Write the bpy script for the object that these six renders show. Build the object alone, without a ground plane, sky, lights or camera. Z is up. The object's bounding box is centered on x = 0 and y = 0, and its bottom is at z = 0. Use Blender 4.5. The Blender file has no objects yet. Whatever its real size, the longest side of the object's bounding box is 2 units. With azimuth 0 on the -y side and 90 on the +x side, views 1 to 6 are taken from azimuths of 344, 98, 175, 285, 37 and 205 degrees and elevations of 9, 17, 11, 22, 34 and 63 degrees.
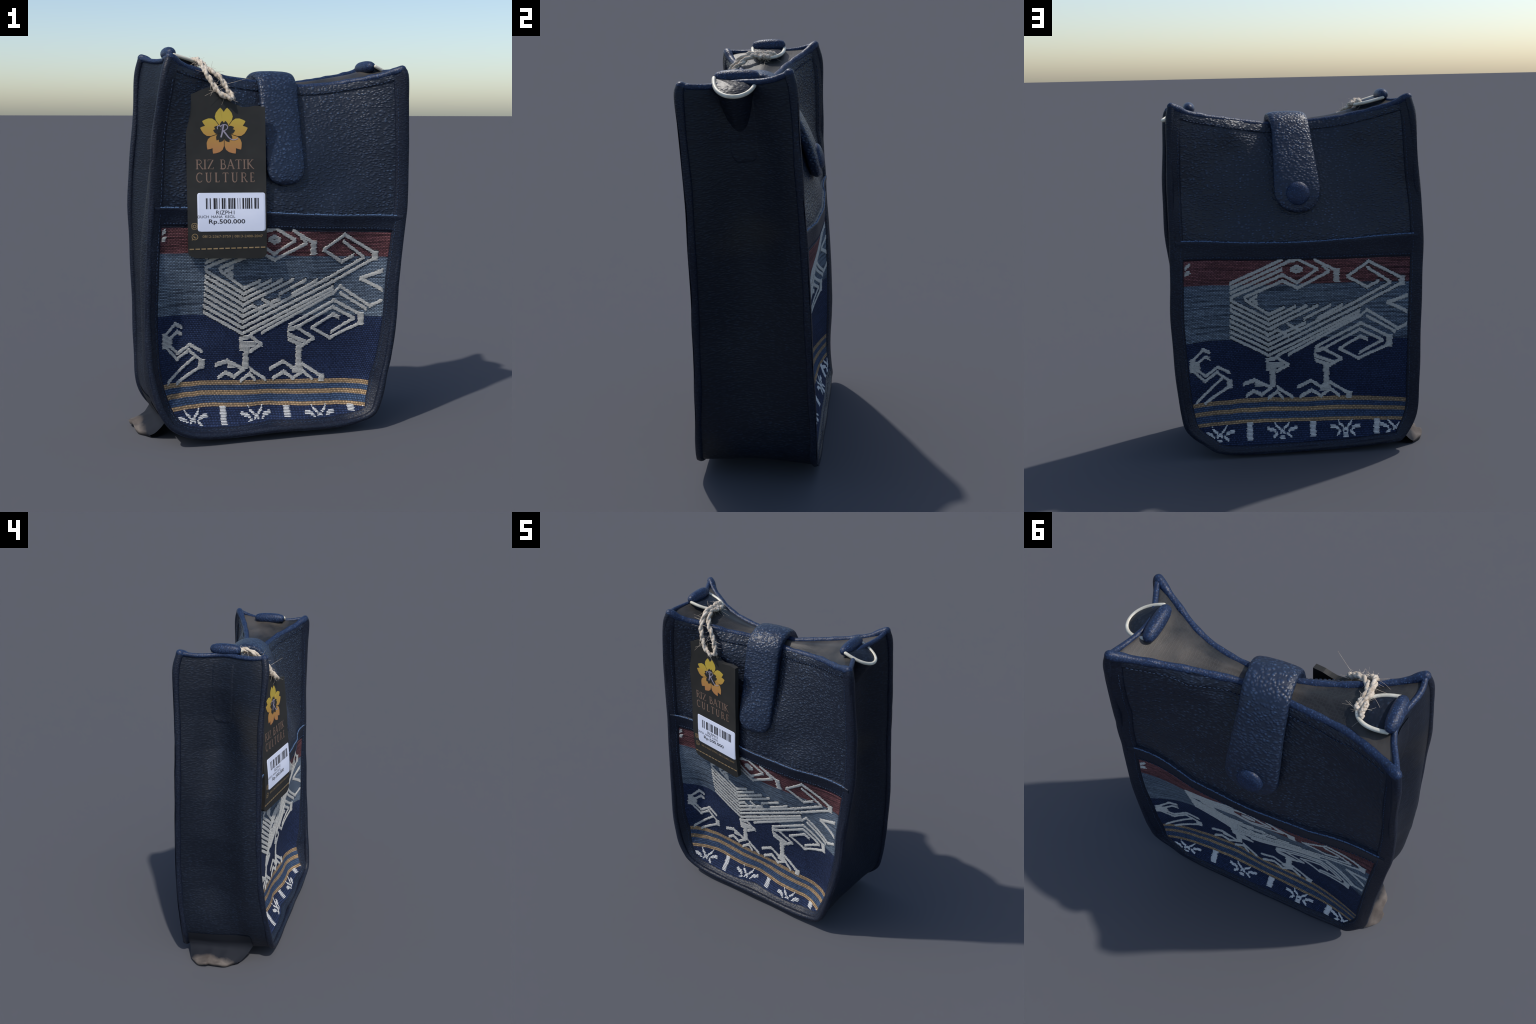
"""Small navy leather pouch bag: woven textile pockets with a bird motif, snap strap, D-rings,
hang tag on twine. Everything is built from edge curves, soft sheets and sweeps."""
import bpy, bmesh, math, random
from mathutils import Matrix, Vector
import numpy as np

# ------------------------------------------------------------------ geometry core
def smooth_path(pts, n):
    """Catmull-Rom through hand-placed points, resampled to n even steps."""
    p = np.array(pts, float)
    q = np.vstack([2 * p[0] - p[1], p, 2 * p[-1] - p[-2]])
    out = []
    for i in range(1, len(q) - 2):
        t = np.linspace(0, 1, 16, endpoint=False)[:, None]
        a, b, c, d = q[i - 1], q[i], q[i + 1], q[i + 2]
        out.append(0.5 * (2 * b + (c - a) * t + (2 * a - 5 * b + 4 * c - d) * t ** 2 + (3 * b - a - 3 * c + d) * t ** 3))
    out = np.vstack(out + [p[-1:]])
    return resample(out, n)

def resample(p, n):
    d = np.r_[0, np.cumsum(np.linalg.norm(np.diff(p, axis=0), axis=1))]
    s = np.linspace(0, d[-1], n)
    return np.stack([np.interp(s, d, p[:, k]) for k in range(p.shape[1])], 1)

class Sheet:
    """Smooth soft-leather face y = f(x, z): thin-plate spline through sparse measured points."""
    def __init__(self, pts, lam=2e-4):
        p = np.array(pts, float)
        self.c = p[:, :2]
        n = len(p)
        A = np.zeros((n + 3, n + 3))
        A[:n, :n] = self.k(self.c, self.c) + lam * np.eye(n)
        A[:n, n] = 1; A[:n, n + 1:] = self.c
        A[n:, :n] = A[:n, n:].T
        self.w = np.linalg.solve(A, np.r_[p[:, 2], 0, 0, 0])
    @staticmethod
    def k(a, b):
        r2 = ((a[:, None] - b[None]) ** 2).sum(-1) + 1e-12
        return 0.5 * r2 * np.log(r2)
    def __call__(self, x, z):
        x = np.asarray(x, float); z = np.asarray(z, float)
        x, z = np.broadcast_arrays(x, z)
        q = np.stack([x.ravel(), z.ravel()], 1)
        n = len(self.c)
        y = self.k(q, self.c) @ self.w[:n] + self.w[n] + q @ self.w[n + 1:]
        return y.reshape(x.shape)

# outer edge of the front face, down the left side, round the bottom, up the right (x, y, z)
FRONT_EDGE = [(-.554, -.252, 1.940), (-.581, -.263, 1.85), (-.624, -.248, 1.6), (-.639, -.242, 1.4), (-.650, -.238, 1.2),
              (-.665, -.237, 1.0), (-.675, -.240, .8), (-.680, -.248, .6), (-.671, -.268, .4), (-.639, -.285, .245),
              (-.602, -.290, .155), (-.547, -.292, .088), (-.437, -.288, .042), (-.267, -.285, .028), (.012, -.285, .034),
              (.263, -.285, .028), (.429, -.288, .042), (.538, -.294, .086), (.585, -.285, .19), (.612, -.275, .3),
              (.638, -.264, .4), (.669, -.248, .6), (.681, -.240, .8), (.704, -.228, 1.0), (.724, -.223, 1.2),
              (.726, -.219, 1.4), (.719, -.226, 1.6), (.703, -.238, 1.85), (.686, -.232, 1.903)]
BACK_EDGE = [(-.619, .242, 1.958), (-.640, .262, 1.85), (-.657, .259, 1.6), (-.679, .255, 1.4), (-.689, .260, 1.2),
             (-.684, .271, 1.0), (-.677, .281, .8), (-.673, .286, .6), (-.670, .283, .4), (-.668, .272, .25),
             (-.643, .272, .15), (-.583, .285, .060), (-.518, .288, .040), (-.276, .290, .022), (.092, .290, .014),
             (.419, .290, .022), (.543, .290, .085), (.630, .295, .170), (.658, .300, .27), (.672, .300, .4),
             (.685, .296, .6), (.692, .293, .8), (.687, .289, 1.0), (.681, .284, 1.2), (.682, .276, 1.4),
             (.680, .268, 1.6), (.670, .259, 1.85), (.658, .242, 1.934)]
# upper edge of each face, left (-x) to right (+x): the mouth is pinched together under the strap
FRONT_TOP = [(-.554, -.252, 1.940), (-.470, -.212, 1.905), (-.360, -.160, 1.880), (-.226, -.112, 1.850), (-.072, -.066, 1.834),
             (.050, -.052, 1.826), (.170, -.055, 1.815), (.300, -.068, 1.822), (.421, -.100, 1.840), (.560, -.170, 1.868), (.686, -.232, 1.903)]
BACK_TOP = [(-.619, .242, 1.958), (-.521, .182, 1.922), (-.370, .112, 1.880), (-.250, .085, 1.856), (-.124, .070, 1.842),
            (.010, .055, 1.832), (.145, .056, 1.829), (.270, .090, 1.847), (.398, .131, 1.868), (.540, .185, 1.897), (.658, .242, 1.934)]
# depth of each face inside its rim (x, z, y)
FRONT_INNER = [
    (-.585, 1.12, -.206), (.622, 1.06, -.206), (-.574, 1.224, -.212), (.634, 1.148, -.205), (-.004, 1.18, -.245), (-.30, 1.20, -.212), (-.43, 1.08, -.185), (-.2, 1.08, -.208), (.32, 1.165, -.232),
    (-.585, .30, -.199), (.545, .258, -.212), (-.039, .283, -.138), (.286, .257, -.147), (.489, .557, -.162), (-.365, .455, -.144), (-.496, .60, -.138),
    (.559, .923, -.192), (-.356, .754, -.163), (-.46, .70, -.143), (0, .55, -.148), (.1, .85, -.189), (.2, .65, -.157),
    (-.379, .117, -.203), (-.006, .095, -.199), (.37, .088, -.217),
    (-.024, 1.324, -.224), (.142, 1.391, -.205), (.05, 1.6, -.125), (-.25, 1.55, -.175), (-.25, 1.35, -.195), (.40, 1.55, -.146), (.40, 1.35, -.172), (.25, 1.28, -.205), (.30, 1.76, -.092), (-.36, 1.80, -.168), (-.50, 1.85, -.238), (-.20, 1.76, -.168), (-.10, 1.70, -.150),
    (-.54, 1.5, -.210), (.64, 1.5, -.205)]
BACK_INNER = [
    (.596, 1.137, .284 - .02), (-.615, 1.115, .255 - .005), (.635, 1.234, .262), (-.608, 1.231, .257), (-.011, 1.215, .292), (.30, 1.22, .280), (-.30, 1.22, .275),
    (.578, .299, .243), (-.592, .293, .250), (-.293, .305, .183), (.025, .303, .183), (.379, .453, .184), (.47, .62, .205), (.369, .742, .215), (0, .55, .195), (-.35, .6, .195), (-.48, .8, .232), (0, .9, .25),
    (.286, .105, .250), (-.071, .102, .242), (-.434, .096, .250), (.138, .272, .178),
    (-.008, 1.50, .222), (-.009, 1.374, .255), (.02, 1.68, .140), (.4, 1.5, .207), (-.4, 1.5, .200), (.35, 1.70, .155), (-.35, 1.70, .140), (.3, 1.34, .232), (-.3, 1.34, .232), (.33, 1.80, .150), (-.33, 1.80, .135),
    (.65, 1.5, .243), (-.62, 1.5, .232)]

def face_sheet(edge, top, inner):
    e = smooth_path(edge, 48)
    t = smooth_path(top, 14)[1:-1]
    return Sheet([(p[0], p[2], p[1]) for p in e] + [(p[0], p[2], p[1]) for p in t] + inner)

front = face_sheet(FRONT_EDGE, FRONT_TOP, FRONT_INNER)
back = face_sheet(BACK_EDGE, BACK_TOP, BACK_INNER)

rng = np.random.default_rng(7)
random.seed(7)

# ------------------------------------------------------------------ mesh helpers
root = bpy.data.objects.new("leather_pouch_bag", None)
bpy.context.scene.collection.objects.link(root)
root["label"] = "small navy leather pouch with woven bird pockets and hang tag"
root["category"] = "handbag"

def make_mesh(name, verts, faces, mat=None, parent=None, smooth=True, kind=None):
    me = bpy.data.meshes.new(name)
    me.from_pydata([tuple(map(float, v)) for v in verts], [], [tuple(map(int, f)) for f in faces])
    me.update()
    if smooth:
        me.polygons.foreach_set("use_smooth", [True] * len(me.polygons))
    if mat:
        me.materials.append(mat)
    return link(name, me, parent, kind)

def link(name, me, parent=None, kind=None):
    ob = bpy.data.objects.new(name, me)
    bpy.context.scene.collection.objects.link(ob)
    ob.parent = parent or root
    if kind:
        ob["kind"] = kind
    return ob

def grid_faces(m, n, close_n=False, flip=False, base=0):
    f = []
    for i in range(m - 1):
        for j in range(n if close_n else n - 1):
            a, b = base + i * n + j, base + i * n + (j + 1) % n
            c, d = b + n, a + n
            f.append((a, d, c, b) if flip else (a, b, c, d))
    return f

def grid_obj(name, P, mat, flip=False, **kw):
    m, n = P.shape[:2]
    return make_mesh(name, P.reshape(-1, 3), grid_faces(m, n, flip=flip), mat, **kw)

def frames(path):
    T = np.gradient(path, axis=0)
    T /= np.linalg.norm(T, axis=1, keepdims=True) + 1e-12
    u = np.cross(T[0], [0.31, 0.17, 0.93]); u /= np.linalg.norm(u)
    U = []
    for t in T:
        u = u - t * (u @ t); u /= np.linalg.norm(u); U.append(u)
    U = np.array(U)
    return T, U, np.cross(T, U)

def tube_data(path, r, seg=12, cap=True):
    path = np.asarray(path, float)
    r = np.broadcast_to(np.asarray(r, float), (len(path),)).copy()
    T, U, V = frames(path)
    if cap:                                  # rounded ends
        pre, post, rp, rq = [], [], [], []
        for k in (0.0, .35, .7, .92):
            pre.append(path[0] - T[0] * r[0] * math.sqrt(1 - k * k)); rp.append(max(r[0] * k, 1e-5))
            post.append(path[-1] + T[-1] * r[-1] * math.sqrt(1 - k * k)); rq.append(max(r[-1] * k, 1e-5))
        path = np.vstack([pre, path, post[::-1]]); r = np.r_[rp, r, rq[::-1]]
        U = np.vstack([[U[0]] * 4, U, [U[-1]] * 4]); V = np.vstack([[V[0]] * 4, V, [V[-1]] * 4])
    a = np.linspace(0, 2 * np.pi, seg, endpoint=False)
    P = path[:, None] + r[:, None, None] * (np.cos(a)[None, :, None] * U[:, None] + np.sin(a)[None, :, None] * V[:, None])
    return P.reshape(-1, 3), grid_faces(len(path), seg, close_n=True)

def tube(name, path, r, mat, seg=12, **kw):
    v, f = tube_data(path, r, seg)
    return make_mesh(name, v, f, mat, **kw)

def join_data(parts):
    V, F, o = [], [], 0
    for v, f in parts:
        V.append(v); F += [tuple(i + o for i in q) for q in f]; o += len(v)
    return np.vstack(V), F

_a = np.linspace(0, 2 * np.pi, 6, endpoint=False)
_k = np.array([-1, -.93, -.5, .5, .93, 1])
_w = np.array([.2, .8, 1, 1, .8, .2])
def capsules(A, B, up, rw, rh):
    """Many little stitch bodies from A to B; rw half-width, rh half-height along `up`."""
    A, B, up = map(lambda q: np.asarray(q, float), (A, B, up))
    d = (B - A) / 2; c = (A + B) / 2
    L = np.linalg.norm(d, axis=1, keepdims=True); t = d / (L + 1e-9)
    s = np.cross(t, up); s /= np.linalg.norm(s, axis=1, keepdims=True) + 1e-9
    n = np.cross(s, t)
    P = (c[:, None, None] + d[:, None, None] * _k[None, :, None, None]
         + _w[None, :, None, None] * (rw * np.cos(_a)[None, None, :, None] * s[:, None, None]
                                      + rh * np.sin(_a)[None, None, :, None] * n[:, None, None]))
    F = []
    for i in range(len(A)):
        F += grid_faces(6, 6, close_n=True, base=i * 36)
    return P.reshape(-1, 3), F

def smoothstep(a, b, x):
    t = np.clip((x - a) / (b - a), 0, 1)
    return t * t * (3 - 2 * t)

# ------------------------------------------------------------------ materials
class Nodes:
    def __init__(self, name):
        self.m = bpy.data.materials.new(name); self.m.use_nodes = True
        self.t = self.m.node_tree; self.n = self.t.nodes; self.l = self.t.links
        self.b = self.n["Principled BSDF"]
    def add(self, kind, **kw):
        nd = self.n.new(kind)
        for k, v in kw.items():
            setattr(nd, k, v)
        return nd
    def put(self, sock, val):
        if hasattr(val, "is_output"):
            self.l.new(val, sock)
        else:
            sock.default_value = val
    def math(self, op, a, b=0.0, c=0.0, clamp=False):
        nd = self.add("ShaderNodeMath", operation=op, use_clamp=clamp)
        for i, v in enumerate((a, b, c)):
            self.put(nd.inputs[i], v)
        return nd.outputs[0]
    def coords(self, scale=(1, 1, 1)):
        tc = self.add("ShaderNodeTexCoord"); mp = self.add("ShaderNodeMapping")
        self.l.new(tc.outputs["Object"], mp.inputs["Vector"]); mp.inputs["Scale"].default_value = scale
        return mp.outputs[0]
    def noise(self, vec, scale, detail=3, rough=.55, dist=0.0):
        nd = self.add("ShaderNodeTexNoise"); self.l.new(vec, nd.inputs["Vector"])
        nd.inputs["Scale"].default_value = scale; nd.inputs["Detail"].default_value = detail
        nd.inputs["Roughness"].default_value = rough; nd.inputs["Distortion"].default_value = dist
        return nd.outputs["Fac"]
    def ramp(self, fac, stops, interp="LINEAR"):
        nd = self.add("ShaderNodeValToRGB"); cr = nd.color_ramp; cr.interpolation = interp
        for i, (p, c) in enumerate(stops):
            e = cr.elements[i] if i < 2 else cr.elements.new(p)
            e.position = p; e.color = (*c, 1) if len(c) == 3 else c
        self.put(nd.inputs[0], fac)
        return nd.outputs[0]
    def mix(self, fac, a, b, mode="MIX"):
        nd = self.add("ShaderNodeMix", data_type="RGBA", blend_type=mode)
        self.put(nd.inputs[0], fac)
        self.put(nd.inputs[6], (*a, 1) if isinstance(a, tuple) else a)
        self.put(nd.inputs[7], (*b, 1) if isinstance(b, tuple) else b)
        return nd.outputs[2]
    def bump(self, h, strength, dist):
        nd = self.add("ShaderNodeBump"); nd.inputs["Strength"].default_value = strength
        nd.inputs["Distance"].default_value = dist; self.l.new(h, nd.inputs["Height"])
        self.l.new(nd.outputs[0], self.b.inputs["Normal"])
    def done(self, color, rough=.6, spec=.4, metal=0.0):
        self.put(self.b.inputs["Base Color"], (*color, 1) if isinstance(color, tuple) else color)
        self.put(self.b.inputs["Roughness"], rough)
        self.b.inputs["Specular IOR Level"].default_value = spec
        self.b.inputs["Metallic"].default_value = metal
        return self.m

def leather(name, dark, mid, fleck, amount=.5, stretch=(1, 1, 1.9), cell=46, bump=.7, rough=.45, spec=.3, blotch=(.06, .055, .05), blotch_amt=.2):
    k = Nodes(name)
    v = k.coords(stretch)
    warp = k.add("ShaderNodeVectorMath", operation="MULTIPLY_ADD")
    nz = k.add("ShaderNodeTexNoise"); k.l.new(v, nz.inputs["Vector"]); nz.inputs["Scale"].default_value = 22
    k.l.new(nz.outputs["Color"], warp.inputs[0]); warp.inputs[1].default_value = (.018,) * 3; k.l.new(v, warp.inputs[2])
    vo = k.add("ShaderNodeTexVoronoi", feature="F1"); k.l.new(warp.outputs[0], vo.inputs["Vector"])
    vo.inputs["Scale"].default_value = cell
    peb = k.ramp(vo.outputs["Distance"], [(.05, (1, 1, 1)), (.70, (0, 0, 0))], "EASE")
    fine = k.noise(v, cell * 2.2, 3, .6)
    patch = k.noise(k.coords(), 3.2, 3, .5)
    region = k.ramp(patch, [(.36, (.25, .25, .25)), (.62, (1, 1, 1))])
    # specular glints painted as pale blue flecks on some pebble crests
    crest = k.ramp(vo.outputs["Distance"], [(.10, (1, 1, 1)), (.42, (0, 0, 0))], "EASE")
    sepc = k.add("ShaderNodeSeparateColor"); k.l.new(vo.outputs["Color"], sepc.inputs[0])
    pick = k.ramp(sepc.outputs[0], [(.35, (0, 0, 0)), (.85, (1, 1, 1))])
    fl = k.math("MULTIPLY", crest, pick)
    tone = k.mix(k.math("MULTIPLY", peb, .8), dark, mid)
    fac = k.math("MULTIPLY", k.math("MULTIPLY", fl, region), amount)
    col = k.mix(fac, tone, fleck)
    bl = k.ramp(k.noise(k.coords(), 2.1, 2, .4), [(.58, (0, 0, 0)), (.75, (1, 1, 1))])
    col = k.mix(k.math("MULTIPLY", bl, blotch_amt), col, blotch)
    h = k.math("ADD", k.math("MULTIPLY", peb, 1.0), k.math("MULTIPLY", fine, .35))
    k.bump(h, bump, .006)
    return k.done(col, rough, spec)

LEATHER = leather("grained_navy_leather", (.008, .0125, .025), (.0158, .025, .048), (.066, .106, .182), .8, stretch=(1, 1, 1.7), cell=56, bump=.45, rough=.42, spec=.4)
STRAP_LEATHER = leather("bluer_strap_leather", (.010, .018, .040), (.021, .039, .084), (.062, .108, .20), .7, stretch=(1, 1, 1.4), cell=60, bump=.45, rough=.42, spec=.4, blotch_amt=.05)  # bluer and somewhat lighter than the face panel leather
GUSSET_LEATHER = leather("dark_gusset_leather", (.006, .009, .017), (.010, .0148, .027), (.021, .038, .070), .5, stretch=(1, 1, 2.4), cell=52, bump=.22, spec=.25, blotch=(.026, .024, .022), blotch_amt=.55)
BINDING_LEATHER = leather("binding_leather", (.007, .010, .021), (.012, .0185, .036), (.032, .056, .108), .35, cell=80, bump=.2, spec=.25, blotch_amt=.18, blotch=(.035, .034, .036))
RIM_LEATHER = leather("highlight_blued_rim_leather", (.010, .020, .052), (.020, .042, .105), (.075, .14, .29), .5, cell=105, bump=.18, stretch=(1, 1, 1.3))  # navy brightened to blue where upward edges catch the light

def lining_material():
    k = Nodes("mesh_lining")
    v = k.coords()
    net = k.add("ShaderNodeTexVoronoi", feature="DISTANCE_TO_EDGE"); k.l.new(v, net.inputs["Vector"])
    net.inputs["Scale"].default_value = 70; net.inputs["Randomness"].default_value = .25
    holes = k.ramp(net.outputs["Distance"], [(.04, (1, 1, 1)), (.16, (0, 0, 0))])
    g = k.noise(v, 4.5, 3, .5)
    base = k.ramp(g, [(.42, (.011, .011, .012)), (.68, (.066, .057, .049))])
    col = k.mix(k.math("MULTIPLY", holes, .12), base, (.06, .07, .075))
    k.bump(holes, .08, .003)
    return k.done(col, .5, .4)
LINING = lining_material()

def textile(name, slope, lift):
    """Handwoven cloth: coloured weft bands by height, ribs from a brick weave."""
    k = Nodes(name)
    tc = k.add("ShaderNodeTexCoord"); sp = k.add("ShaderNodeSeparateXYZ"); k.l.new(tc.outputs["Object"], sp.inputs[0])
    x, z = sp.outputs["X"], sp.outputs["Z"]
    wob = k.math("MULTIPLY", k.math("SUBTRACT", k.noise(k.coords((1, 1, .3)), 9, 2), .5), .012)
    q = k.math("ADD", k.math("MULTIPLY_ADD", x, slope, z), wob)
    q = k.math("ADD", q, -lift)
    tan, sky, navy, red, blue = (.46, .31, .175), (.062, .105, .195), (.023, .039, .100), (.190, .074, .080), (.150, .195, .260)
    band = k.ramp(k.math("DIVIDE", q, 1.2), [(0, navy), (.150 / 1.2, tan), (.168 / 1.2, sky), (.205 / 1.2, tan), (.226 / 1.2, sky),
                  (.256 / 1.2, tan), (.279 / 1.2, navy), (.630 / 1.2, blue), (.955 / 1.2, red)], "CONSTANT")
    cb = k.add("ShaderNodeCombineXYZ"); k.l.new(x, cb.inputs[0]); k.l.new(q, cb.inputs[1])
    def weave(w, h):
        br = k.add("ShaderNodeTexBrick"); k.l.new(cb.outputs[0], br.inputs["Vector"])
        br.inputs["Scale"].default_value = 1; br.inputs["Brick Width"].default_value = w; br.inputs["Row Height"].default_value = h
        br.inputs["Mortar Size"].default_value = .0024; br.inputs["Mortar Smooth"].default_value = 1.0
        br.inputs["Color1"].default_value = (.72, .72, .72, 1); br.inputs["Color2"].default_value = (1.25, 1.25, 1.25, 1)
        br.inputs["Mortar"].default_value = (.14, .14, .16, 1)
        return br
    coarse, tight = weave(.016, .0078), weave(.0078, .0105)
    up = k.math("GREATER_THAN", q, .63)
    w = k.mix(up, tight.outputs["Color"], coarse.outputs["Color"])
    hgt = k.mix(up, tight.outputs["Fac"], coarse.outputs["Fac"])
    streak = k.ramp(k.noise(k.coords((.6, 1, 22)), 5, 3, .6), [(.38, (.35, .36, .40)), (.50, (1, 1, 1)), (.72, (1.25, 1.22, 1.16))])
    fade = k.ramp(k.noise(k.coords((.7, 1, 1.6)), 2.4, 2, .5), [(.3, (.75, .78, .85)), (.7, (1.2, 1.18, 1.12))])
    col = k.mix(1.0, band, w, "MULTIPLY")
    col = k.mix(k.math("MULTIPLY_ADD", up, .65, .25), col, streak, "MULTIPLY")
    col = k.mix(1.0, col, fade, "MULTIPLY")
    inv = k.math("SUBTRACT", 1.0, hgt)
    k.bump(inv, .6, .004)
    return k.done(col, .85, .2)
CLOTH_FRONT = textile("handwoven_cloth", .055, 0.0)
CLOTH_BACK = textile("handwoven_cloth_rear", -.019, .02)

def simple(name, a, b, scale=30, rough=.6, spec=.4, metal=0.0, bump=.2, stretch=(1, 1, 1)):
    k = Nodes(name)
    f = k.noise(k.coords(stretch), scale, 4, .6)
    col = k.ramp(f, [(.3, a), (.7, b)])
    k.bump(f, bump, .003)
    return k.done(col, rough, spec, metal)

WHITE_YARN = simple("white_yarn", (.36, .35, .33), (.56, .55, .52), 120, .85, .2, bump=.4)
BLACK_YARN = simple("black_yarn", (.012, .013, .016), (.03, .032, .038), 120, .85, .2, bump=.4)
BRIGHT_YARN = simple("bright_white_yarn", (.52, .52, .52), (.74, .74, .73), 120, .85, .2, bump=.4)
BLUE_THREAD = simple("blue_thread", (.045, .085, .17), (.10, .17, .30), 60, .6, .3)
DARK_THREAD = simple("dark_thread", (.012, .022, .05), (.03, .055, .11), 60, .6, .3)
RING_METAL = simple("pale_brass_ring", (.52, .48, .38), (.74, .71, .61), 25, .5, .4, .1, bump=.05)
TWINE = simple("jute_twine", (.38, .30, .22), (.68, .61, .52), 55, .9, .15, bump=.5)
TAG_CARD = simple("black_card", (.016, .016, .015), (.026, .025, .023), 9, .55, .3, bump=.05)
STICKER = simple("white_label_paper", (.62, .66, .80), (.70, .73, .85), 6, .6, .3, bump=.03)
INK = simple("black_ink", (.012, .011, .014), (.02, .019, .022), 20, .6, .3, bump=0)
COPPER = simple("copper_print", (.17, .108, .080), (.25, .162, .120), 30, .5, .4, bump=0)
GOLD = simple("gold_print", (.22, .15, .07), (.36, .25, .13), 30, .5, .4, bump=0)
LILAC = simple("lilac_print", (.26, .23, .30), (.36, .32, .40), 30, .5, .4, bump=0)
def residue_material():
    """Tan crust that thins out to bare dark leather towards the bag."""
    k = Nodes("tan_residue")
    tc = k.add("ShaderNodeTexCoord"); sp = k.add("ShaderNodeSeparateXYZ"); k.l.new(tc.outputs["Object"], sp.inputs[0])
    f = k.noise(k.coords(), 14, 4, .6)
    tan = k.ramp(f, [(.3, (.070, .058, .052)), (.7, (.145, .124, .110))])
    edge = k.math("MULTIPLY_ADD", k.math("SUBTRACT", f, .5), .06, sp.outputs["X"])
    m = k.ramp(k.math("MULTIPLY_ADD", edge, -1 / .03, -.650 / .03), [(0, (0, 0, 0)), (1, (1, 1, 1))])
    k.bump(f, .3, .003)
    return k.done(k.mix(m, (.010, .012, .018), tan), .8, .25)
RESIDUE = residue_material()
def petal_material():
    k = Nodes("sunset_petal_print")
    tc = k.add("ShaderNodeTexCoord"); sp = k.add("ShaderNodeSeparateXYZ"); k.l.new(tc.outputs["Object"], sp.inputs[0])
    f = k.math("MULTIPLY_ADD", sp.outputs["Z"], 1 / .2, -1.485 / .2)
    col = k.ramp(f, [(0, (.40, .18, .065)), (.4, (.44, .235, .05)), (.8, (.47, .34, .045))])
    return k.done(col, .5, .4)
PETAL = petal_material()

# ------------------------------------------------------------------ faces
def edge2d(edge, inset, n=260):
    e = smooth_path(edge, n)
    T = np.gradient(e[:, [0, 2]], axis=0); T /= np.linalg.norm(T, axis=1, keepdims=True)
    wide = inset if inset < .03 else inset * (1 - .30 * np.abs(T[:, :1]) ** 2)      # the frame is narrower along the bottom
    return e[:, [0, 2]] + wide * np.stack([-T[:, 1], T[:, 0]], 1), T

def chains(edge, inset, zcut=None):
    """Split an inset edge into left side, bottom and right side (x, z)."""
    p, T = edge2d(edge, inset)
    if zcut is not None:
        keep = [i for i in range(len(p)) if p[i, 1] <= zcut(p[i, 0])]
        p, T = p[keep], T[keep]
    i0 = next(i for i in range(len(p)) if T[i, 1] > -.45 and p[i, 1] < .4)
    i1 = next(i for i in range(len(p) - 1, 0, -1) if T[i, 1] < .45 and p[i, 1] < .4)
    return p[:i0 + 1][::-1], p[i0:i1 + 1], p[i1:]

def coons(L, R, B, T, nb, na):
    L, R, B, T = resample(L, nb), resample(R, nb), resample(B, na), resample(T, na)
    a = np.linspace(0, 1, na)[None, :, None]; b = np.linspace(0, 1, nb)[:, None, None]
    return ((1 - a) * L[:, None] + a * R[:, None] + (1 - b) * B[None] + b * T[None]
            - ((1 - a) * (1 - b) * B[0] + a * (1 - b) * B[-1] + (1 - a) * b * T[0] + a * b * T[-1]))

def lay(sheet, sign, xz, off):
    """Lift 2-D points onto a face, `off` metres proud of it."""
    x, z = xz[..., 0], xz[..., 1]
    return np.stack([x, sheet(x, z) + sign * off, z], -1)

def rim_profile(m, n, off, sink=.004, k=2, sides=(1, 1, 1, 1)):
    """Offset grid for an overlay whose borders turn down into the face."""
    i = np.arange(m)[:, None] * np.ones((1, n)); j = np.arange(n)[None] * np.ones((m, 1))
    big = 1e6
    d = np.minimum.reduce([i if sides[0] else i + big, (m - 1 - i) if sides[1] else i + big,
                           j if sides[2] else j + big, (n - 1 - j) if sides[3] else j + big])
    t = np.clip(d / k, 0, 1)
    return -sink + (off + sink) * np.sin(t * np.pi / 2)

SIDES = {
    "front": dict(sheet=front, sign=-1, edge=FRONT_EDGE, top=FRONT_TOP, slope=.055, lift=0.0, cloth=CLOTH_FRONT, dirx=1, pscale=.97,
                  hem=[(-.60, 1.222), (-.30, 1.206), (0, 1.181), (.32, 1.160), (.69, 1.146)]),
    "back": dict(sheet=back, sign=1, edge=BACK_EDGE, top=BACK_TOP, slope=-.019, lift=.02, cloth=CLOTH_BACK, dirx=-1, pscale=1.0,
                 hem=[(-.66, 1.236), (-.30, 1.222), (0, 1.214), (.32, 1.220), (.67, 1.236)]),
}
CLOTH_TOP = 1.098
stitch_sets = {"pocket": [], "edge": []}

def stitch_row(xz, S, pitch, length, r, off, bag):
    p = resample(xz, max(2, int(np.linalg.norm(np.diff(xz, axis=0), axis=1).sum() / pitch)))
    t = np.gradient(p, axis=0); t /= np.linalg.norm(t, axis=1, keepdims=True)
    jit = rng.normal(0, .0012, p.shape)
    A = lay(S["sheet"], S["sign"], p - t * length / 2 + jit, off); B = lay(S["sheet"], S["sign"], p + t * length / 2 + jit, off)
    up = np.tile([0, S["sign"], 0], (len(p), 1))
    bag.append(capsules(A, B, up, r, r * .8))

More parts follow.
